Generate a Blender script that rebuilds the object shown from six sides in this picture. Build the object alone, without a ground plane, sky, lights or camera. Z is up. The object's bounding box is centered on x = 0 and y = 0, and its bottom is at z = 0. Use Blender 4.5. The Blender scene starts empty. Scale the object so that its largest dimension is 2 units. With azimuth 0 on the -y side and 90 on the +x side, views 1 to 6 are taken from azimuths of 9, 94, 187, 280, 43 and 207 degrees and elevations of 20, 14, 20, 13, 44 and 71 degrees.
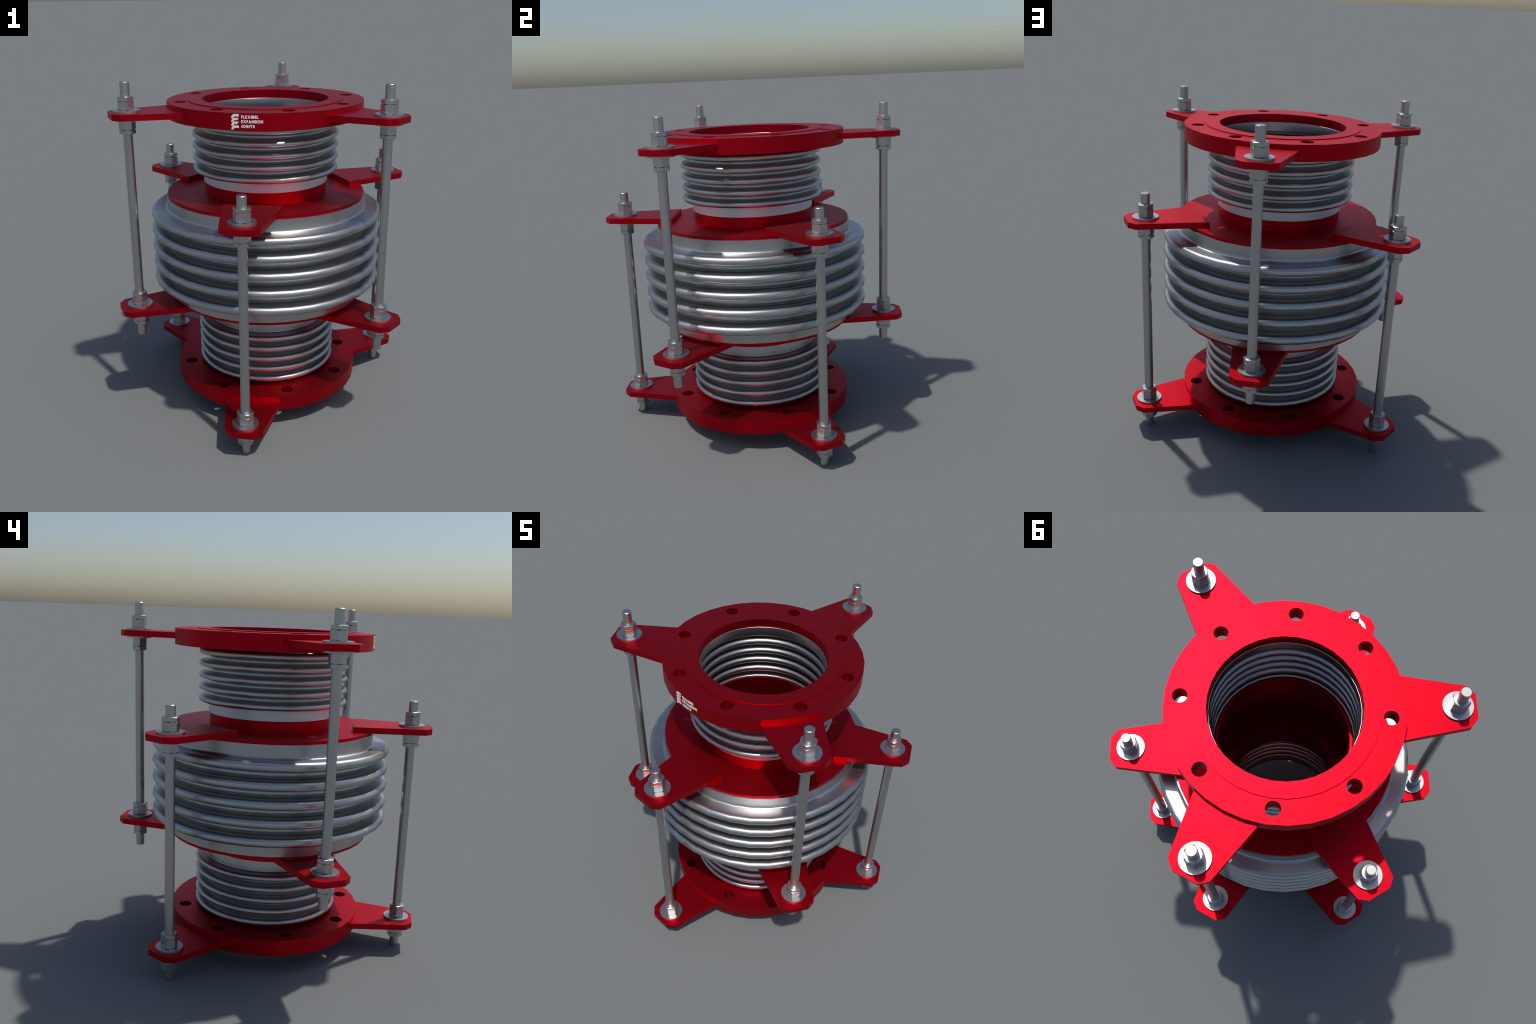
"""Red flanged double-bellows pipe expansion joint with steel tie rods."""
import bpy, bmesh
from math import sin, cos, tan, pi, radians, hypot, atan2
from mathutils import Vector

SEG = 36                      # the turned parts are 36-sided, corners on every 10 degrees

# ------------------------------------------------------------------ materials
def base_material(name):
    m = bpy.data.materials.new(name)
    m.use_nodes = True
    nt = m.node_tree
    return m, nt, nt.nodes["Principled BSDF"]

def grain(nt, scale, lo, hi, target, detail=4.0):
    """Object-space noise mapped to the range lo..hi and wired into `target`."""
    tc = nt.nodes.new("ShaderNodeTexCoord")
    nz = nt.nodes.new("ShaderNodeTexNoise")
    nz.inputs["Scale"].default_value = scale
    nz.inputs["Detail"].default_value = detail
    mr = nt.nodes.new("ShaderNodeMapRange")
    mr.inputs["From Min"].default_value = 0.3
    mr.inputs["From Max"].default_value = 0.7
    mr.inputs["To Min"].default_value = lo
    mr.inputs["To Max"].default_value = hi
    nt.links.new(tc.outputs["Object"], nz.inputs["Vector"])
    nt.links.new(nz.outputs["Fac"], mr.inputs["Value"])
    nt.links.new(mr.outputs["Result"], target)

def metal(name, colour, rough, spread=0.004, scale=9.0, metallic=1.0):
    m, nt, b = base_material(name)
    b.inputs["Base Color"].default_value = (*colour, 1)
    b.inputs["Metallic"].default_value = metallic
    grain(nt, scale, rough - spread, rough + spread, b.inputs["Roughness"])
    return m

RED = metal("red_metallic_paint", (0.48, 0.0052, 0.0160), 0.49)
STEEL = metal("polished_steel", (0.46, 0.46, 0.46), 0.37)
ZINC = metal("zinc_plated_steel", (0.48, 0.48, 0.48), 0.38)
PALE = metal("matt_pale_steel", (0.73, 0.78, 0.80), 0.6)
WHITE, _nt, _b = base_material("white_print")
_b.inputs["Base Color"].default_value = (0.85, 0.85, 0.85, 1)
_b.inputs["Roughness"].default_value = 0.5
grain(_nt, 40, 0.46, 0.54, _b.inputs["Roughness"])

# ------------------------------------------------------------------ mesh helpers
def finish(bm, name, mat, angle=35):
    bmesh.ops.remove_doubles(bm, verts=bm.verts, dist=1e-6)
    bmesh.ops.recalc_face_normals(bm, faces=bm.faces)
    me = bpy.data.meshes.new(name)
    bm.to_mesh(me)
    bm.free()
    for p in me.polygons:
        p.use_smooth = True
    me.set_sharp_from_angle(angle=radians(angle))
    me.materials.append(mat)
    return me

def place(me, name, parent, loc=(0, 0, 0), rot=0.0):
    ob = bpy.data.objects.new(name, me)
    bpy.context.scene.collection.objects.link(ob)
    ob.location = loc
    ob.rotation_euler[2] = rot
    ob.parent = parent
    return ob

def revolve(profile, name, mat, seg=SEG, angle=35):
    """Turn a closed (r, z) profile round the z axis."""
    bm = bmesh.new()
    rings = [[bm.verts.new((r * cos(2 * pi * i / seg), r * sin(2 * pi * i / seg), z))
              for i in range(seg)] for r, z in profile]
    n = len(rings)
    for k in range(n):
        a, b = rings[k], rings[(k + 1) % n]
        for i in range(seg):
            j = (i + 1) % seg
            bm.faces.new((a[i], a[j], b[j], b[i]))
    return finish(bm, name, mat, angle)

def circle(r, seg, cx=0.0, cy=0.0):
    return [(cx + r * cos(2 * pi * i / seg), cy + r * sin(2 * pi * i / seg)) for i in range(seg)]

def loop(bm, pts, z):
    vs = [bm.verts.new((x, y, z)) for x, y in pts]
    return vs, [bm.edges.new((vs[i], vs[(i + 1) % len(vs)])) for i in range(len(vs))]

def wall(bm, a, b):
    for i in range(len(a)):
        j = (i + 1) % len(a)
        bm.faces.new((a[i], a[j], b[j], b[i]))

def plate(outline, holes, z0, z1, name, mat, angle=35):
    """Flat plate with through holes between two heights."""
    bm = bmesh.new()
    caps = []
    for z in (z0, z1):
        caps.append([loop(bm, pts, z) for pts in [outline] + holes])
    for cap in caps:
        bmesh.ops.triangle_fill(bm, use_beauty=True, edges=[e for _, es in cap for e in es])
    for lo, hi in zip(*caps):
        wall(bm, lo[0], hi[0])
    return finish(bm, name, mat, angle)

# ------------------------------------------------------------------ turned parts
FL_R, BORE, FACE_R, FACE_H = 0.573, 0.370, 0.451, 0.0048
BOLT_R, BOLT_N, BOLT_HOLE = 0.498, 8, 0.0368

def make_flange(z_back, z_front):
    """Drilled flange; its raised sealing face stands on the z_front side."""
    s = 1 if z_front > z_back else -1
    bm = bmesh.new()
    bolts = [circle(BOLT_HOLE, 32, BOLT_R * cos(radians(22.5 + 45 * k)), BOLT_R * sin(radians(22.5 + 45 * k)))
             for k in range(BOLT_N)]
    outer, step, bore = circle(FL_R, SEG), circle(FACE_R, SEG), circle(BORE, SEG)
    fo, fs = loop(bm, outer, z_front), loop(bm, step, z_front)
    fb = [loop(bm, c, z_front) for c in bolts]
    bmesh.ops.triangle_fill(bm, use_beauty=True, edges=fo[1] + fs[1] + [e for l in fb for e in l[1]])
    rs, rb = loop(bm, step, z_front + s * FACE_H), loop(bm, bore, z_front + s * FACE_H)
    wall(bm, fs[0], rs[0])
    wall(bm, rs[0], rb[0])
    bo, bb = loop(bm, outer, z_back), loop(bm, bore, z_back)
    bh = [loop(bm, c, z_back) for c in bolts]
    bmesh.ops.triangle_fill(bm, use_beauty=True, edges=bo[1] + bb[1] + [e for l in bh for e in l[1]])
    wall(bm, fo[0], bo[0])
    wall(bm, rb[0], bb[0])
    for a, b in zip(fb, bh):
        wall(bm, a[0], b[0])
    return finish(bm, "flange", RED)

def arc(cr, cz, rad, a0, a1, n):
    return [(cr + rad * cos(radians(a0 + (a1 - a0) * i / n)), cz + rad * sin(radians(a0 + (a1 - a0) * i / n)))
            for i in range(n + 1)]

def make_bellows(z_mid, pitch, count, r_crest, r_valley, crest, z_top, z_end, fillet, rise, wall_t, round_rim=True):
    """Convoluted tube: `count` rounded crests, plain necks reaching to z_top and z_end."""
    root = pitch / 2 - crest
    half = []                                    # whole outer line, top to bottom
    z0 = z_mid + pitch * (count - 1) / 2
    half.append((r_valley, z_top))
    half += arc(r_valley + fillet, z0 + crest + rise + fillet, fillet, 180, 270, 6)
    half += [(r_valley + fillet + 0.003, z0 + crest + rise), (r_crest - crest - 0.003, z0 + crest)]
    for k in range(count):
        zc = z0 - pitch * k
        half += arc(r_crest - crest, zc, crest, 90, -90, 12)
        if k < count - 1:
            half += arc(r_valley + root, zc - pitch / 2, root, 90, 270, 12)
    zb = z0 - pitch * (count - 1)
    half += [(r_crest - crest - 0.003, zb - crest), (r_valley + fillet + 0.003, zb - crest - rise)]
    half += arc(r_valley + fillet, zb - crest - rise - fillet, fillet, 90, 180, 6)
    half.append((r_valley, z_end))
    # offset inwards by the wall thickness
    inner = []
    n = len(half)
    for i, p in enumerate(half):
        a, b = half[max(i - 1, 0)], half[min(i + 1, n - 1)]
        d = hypot(b[0] - a[0], b[1] - a[1])
        nx, nz = (b[1] - a[1]) / d, -(b[0] - a[0]) / d
        inner.append((p[0] + nx * wall_t, p[1] + nz * wall_t))
    # both rims are rounded over
    rim_top = arc(r_valley - wall_t / 2, z_top, wall_t / 2, 180, 0, 6)[1:-1]
    rim_end = arc(r_valley - wall_t / 2, z_end, wall_t / 2, 0, -180, 6)[1:-1]
    if not round_rim:
        rim_top, rim_end = [], []
    return revolve(half + rim_end + inner[::-1] + rim_top, "bellows", STEEL, angle=50)

def ring(r0, r1, z0, z1, name, mat):
    return revolve([(r1, z0), (r1, z1), (r0, z1), (r0, z0)], name, mat)

# ------------------------------------------------------------------ fasteners
ROD_R, WASHER_R, WASHER_H = 0.0262, 0.0743, 0.011
NUT_H, LOCK_H, FLAT = 0.0505, 0.0235, 0.0400

def make_nut(h, name):
    """Hexagon nut, both ends chamfered so the flats end in curved edges."""
    bm = bmesh.new()
    n = 48
    rc = FLAT * 0.97
    def hexr(t):
        return FLAT / cos((t % (pi / 3)) - pi / 6)
    rows = [[], [], [], [], [], []]
    for i in range(n):
        t = 2 * pi * i / n
        r = hexr(t)
        drop = (r - rc) * tan(radians(30))
        for row, (rr, z) in zip(rows, [(ROD_R - 0.001, 0), (rc, 0), (r, drop), (r, h - drop), (rc, h), (ROD_R - 0.001, h)]):
            row.append(bm.verts.new((rr * cos(t), rr * sin(t), z)))
    for a, b in zip(rows, rows[1:] + rows[:1]):
        wall(bm, a, b)
    return finish(bm, name, ZINC, 22)

def make_rod(length):
    c = 0.003
    bm = bmesh.new()
    rows = []
    for r, z in [(ROD_R - c, 0), (ROD_R, c), (ROD_R, length - c), (ROD_R - c, length)]:
        rows.append([bm.verts.new((r * cos(2 * pi * i / 32), r * sin(2 * pi * i / 32), z)) for i in range(32)])
    for a, b in zip(rows, rows[1:]):
        wall(bm, a, b)
    bm.faces.new(rows[0][::-1])
    bm.faces.new(rows[-1])
    return finish(bm, "tie_rod", ZINC, 30)

# ------------------------------------------------------------------ lugs
def make_lug(tip, shoulder, heel, heel_w, thick):
    """Tapered lug pointing along +x: (radius, half width) at tip and shoulder."""
    half = [tip, shoulder, (heel, heel_w)]
    outline = half + [(r, -w) for r, w in half[::-1]]
    return plate(outline, [circle(0.0275, 24, ROD_C, 0)], 0, thick, "mounting_lug", RED)

# ------------------------------------------------------------------ assemble
ROD_C = 0.8155                 # rod circle radius
root = bpy.data.objects.new("expansion_joint", None)
bpy.context.scene.collection.objects.link(root)
root["label"] = "red flanged pipe joint with steel bellows and tie rods"
root["category"] = "pipe fitting"

Z_TOP, Z_BOT = (1.7765, 1.866), (0.1165, 0.207)
flange_hi = place(make_flange(Z_TOP[0], Z_TOP[1]), "flange", root)
flange_lo = place(make_flange(Z_BOT[1], Z_BOT[0]), "flange", root)

# small bellows above and below, large bellows in the middle
place(make_bellows(1.608, 0.067, 5, 0.433, 0.368, 0.0175, 1.818, 1.395, 0.006, 0.0, 0.005), "bellows", root)
place(make_bellows(0.3745, 0.067, 5, 0.433, 0.366, 0.0175, 0.592, 0.165, 0.007, 0.0, 0.004), "bellows", root)
place(make_bellows(1.0085, 0.1005, 5, 0.697, 0.600, 0.0255, 1.3094, 0.7046, 0.016, 0.0, 0.010, round_rim=False), "bellows", root)

disc_hi = place(ring(0.3575, 0.5925, 1.309, 1.3265, "ring_plate", RED), "ring_plate", root)
disc_lo = place(ring(0.357, 0.5925, 0.686, 0.7055, "ring_plate", RED), "ring_plate", root)
# red tube standing on the upper plate, its inner sleeve running on inside the bellows neck
place(revolve([(0.345, 1.295), (0.358, 1.295), (0.358, 1.3255), (0.365, 1.3255), (0.365, 1.3945),
               (0.360, 1.3945), (0.360, 1.455), (0.345, 1.455)], "connecting_tube", RED), "connecting_tube", root)
place(revolve([(0.330, 0.589), (0.3665, 0.589), (0.3665, 0.687),
               (0.3565, 0.687), (0.3565, 0.800), (0.330, 0.800)], "connecting_tube", RED), "connecting_tube", root)
place(ring(0.3705, 0.3725, 1.3935, 1.452, "collar", PALE), "collar", root)

THICK = 0.0338
lug_flange = make_lug((0.908, 0.0628), (0.871, 0.1075), 0.535, 0.1700, THICK)
lug_plate = make_lug((0.9265, 0.0630), (0.890, 0.1070), 0.487, 0.1665, THICK)
LUG_TOP, LUG_HIGH, LUG_LOW, LUG_BOT = 1.8050, 1.3246, 0.6560, 0.1450
UPPER, LOWER = (90, 210, 330), (30, 150, 270)
for az in UPPER:
    place(lug_flange, "mounting_lug", flange_hi, (0, 0, LUG_TOP), radians(az))
    place(lug_plate, "mounting_lug", disc_lo, (0, 0, LUG_LOW), radians(az))
for az in LOWER:
    place(lug_plate, "mounting_lug", disc_hi, (0, 0, LUG_HIGH), radians(az))
    place(lug_flange, "mounting_lug", flange_lo, (0, 0, LUG_BOT), radians(az))

ROD_L = 1.5035
rod_me = make_rod(ROD_L)
nut_me, lock_me = make_nut(NUT_H, "hex_nut"), make_nut(LOCK_H, "lock_nut")
washer_me = revolve([(WASHER_R, 0.0), (WASHER_R, WASHER_H), (ROD_R - 0.001, WASHER_H), (ROD_R - 0.001, 0.0)],
                    "washer", ZINC, seg=40)

def stack(rod, lug_z, rod_z):
    """Washer, nut and lock nut clamped on both faces of a lug."""
    top, bot = lug_z + THICK - rod_z, lug_z - rod_z
    place(washer_me, "washer", rod, (0, 0, top))
    place(nut_me, "hex_nut", rod, (0, 0, top + WASHER_H))
    place(lock_me, "lock_nut", rod, (0, 0, top + WASHER_H + NUT_H))
    place(washer_me, "washer", rod, (0, 0, bot - WASHER_H))
    place(nut_me, "hex_nut", rod, (0, 0, bot - WASHER_H - NUT_H), radians(20))
    place(lock_me, "lock_nut", rod, (0, 0, bot - WASHER_H - NUT_H - LOCK_H), radians(20))

for azs, z0, lugs in ((UPPER, 2.0 - ROD_L, (LUG_TOP, LUG_LOW)), (LOWER, 0.0, (LUG_HIGH, LUG_BOT))):
    for az in azs:
        rod = place(rod_me, "tie_rod", root, (ROD_C * cos(radians(az)), ROD_C * sin(radians(az)), z0))
        for z in lugs:
            stack(rod, z, z0)

# ------------------------------------------------------------------ printed mark on the flange rim
def wrap_on_rim(me, depth=0.0009):
    """Bend a flat mesh (x = arc length, y = height) round the faceted flange rim."""
    for v in me.vertices:
        th = v.co.x / FL_R
        face = FL_R * cos(radians(5)) / cos((th % radians(10)) - radians(5))
        r = face + (depth if v.co.z > 0 else -0.0005)
        a = th - pi / 2
        v.co = Vector((r * cos(a), r * sin(a), v.co.y))
    me.update()

def glyph(ch):
    """Mesh of one bold capital, its box moved to the origin and scaled to height 1."""
    cu = bpy.data.curves.new("glyph", "FONT")
    cu.body = ch
    cu.offset = 0.05
    cu.extrude = 0.01
    cu.resolution_u = 4
    ob = bpy.data.objects.new("glyph", cu)
    bpy.context.scene.collection.objects.link(ob)
    bpy.context.view_layer.update()
    me = bpy.data.meshes.new_from_object(ob.evaluated_get(bpy.context.evaluated_depsgraph_get()))
    bpy.data.objects.remove(ob)
    bpy.data.curves.remove(cu)
    xs = [v.co.x for v in me.vertices]
    ys = [v.co.y for v in me.vertices]
    w, h = max(xs) - min(xs), max(ys) - min(ys)
    for v in me.vertices:
        v.co.x -= min(xs)
        v.co.y = (v.co.y - min(ys)) / h
    return me, w

def word(text, x0, x1, y0, y1, gap=0.10):
    parts = [glyph(c) for c in text]
    k = (x1 - x0) / (sum(w for _, w in parts) + gap * (len(text) - 1))
    bm = bmesh.new()
    x = x0
    for me, w in parts:
        for v in me.vertices:
            v.co.x = x + v.co.x * k
            v.co.y = y0 + v.co.y * (y1 - y0)
        bm.from_mesh(me)
        bpy.data.meshes.remove(me)
        x += (w + gap) * k
    me = bpy.data.meshes.new("lettering")
    bm.to_mesh(me)
    bm.free()
    wrap_on_rim(me)
    me.materials.clear()
    me.materials.append(WHITE)
    place(me, "lettering", flange_hi)

word("FLEXIBEL", -0.0405, 0.0500, 1.8390, 1.8548)
word("EXPANSION", -0.0408, 0.0730, 1.8152, 1.8310)
word("JOINTS", -0.0412, 0.0300, 1.7912, 1.8066)

def hook(bm, y, slanted):
    """One bar of the emblem: a stem sweeping up and to the right."""
    xl, xr, h, t = -0.0930, -0.0527, 0.0212, 0.0122
    pts = []
    n = 8
    ro = 0.0190                              # outer sweep
    for i in range(n + 1):
        a = pi - (pi / 2) * i / n
        pts.append((xl + 0.0185 + 0.0185 * cos(a), y + h - ro + ro * sin(a)))
    pts += [(xr, y + h), (xr - (0.0088 if slanted else 0.0), y + h - t)]
    for i in range(n + 1):
        a = pi / 2 + (pi / 2) * i / n
        pts.append((xl + 0.0200 + 0.0080 * cos(a), y + 0.0000 + (h - t) * sin(a)))
    pts.append((xl, y))
    lo = [bm.verts.new((px, py, -0.01)) for px, py in pts]
    hi = [bm.verts.new((px, py, 0.01)) for px, py in pts]
    bm.faces.new(hi)
    bm.faces.new(lo[::-1])
    wall(bm, lo, hi)

bm = bmesh.new()
for k, slanted in enumerate((False, True, True, False)):
    hook(bm, 1.8397 - 0.0194 * k, slanted)
bmesh.ops.triangulate(bm, faces=bm.faces)
emblem = finish(bm, "emblem", WHITE)
wrap_on_rim(emblem)
place(emblem, "emblem", flange_hi)
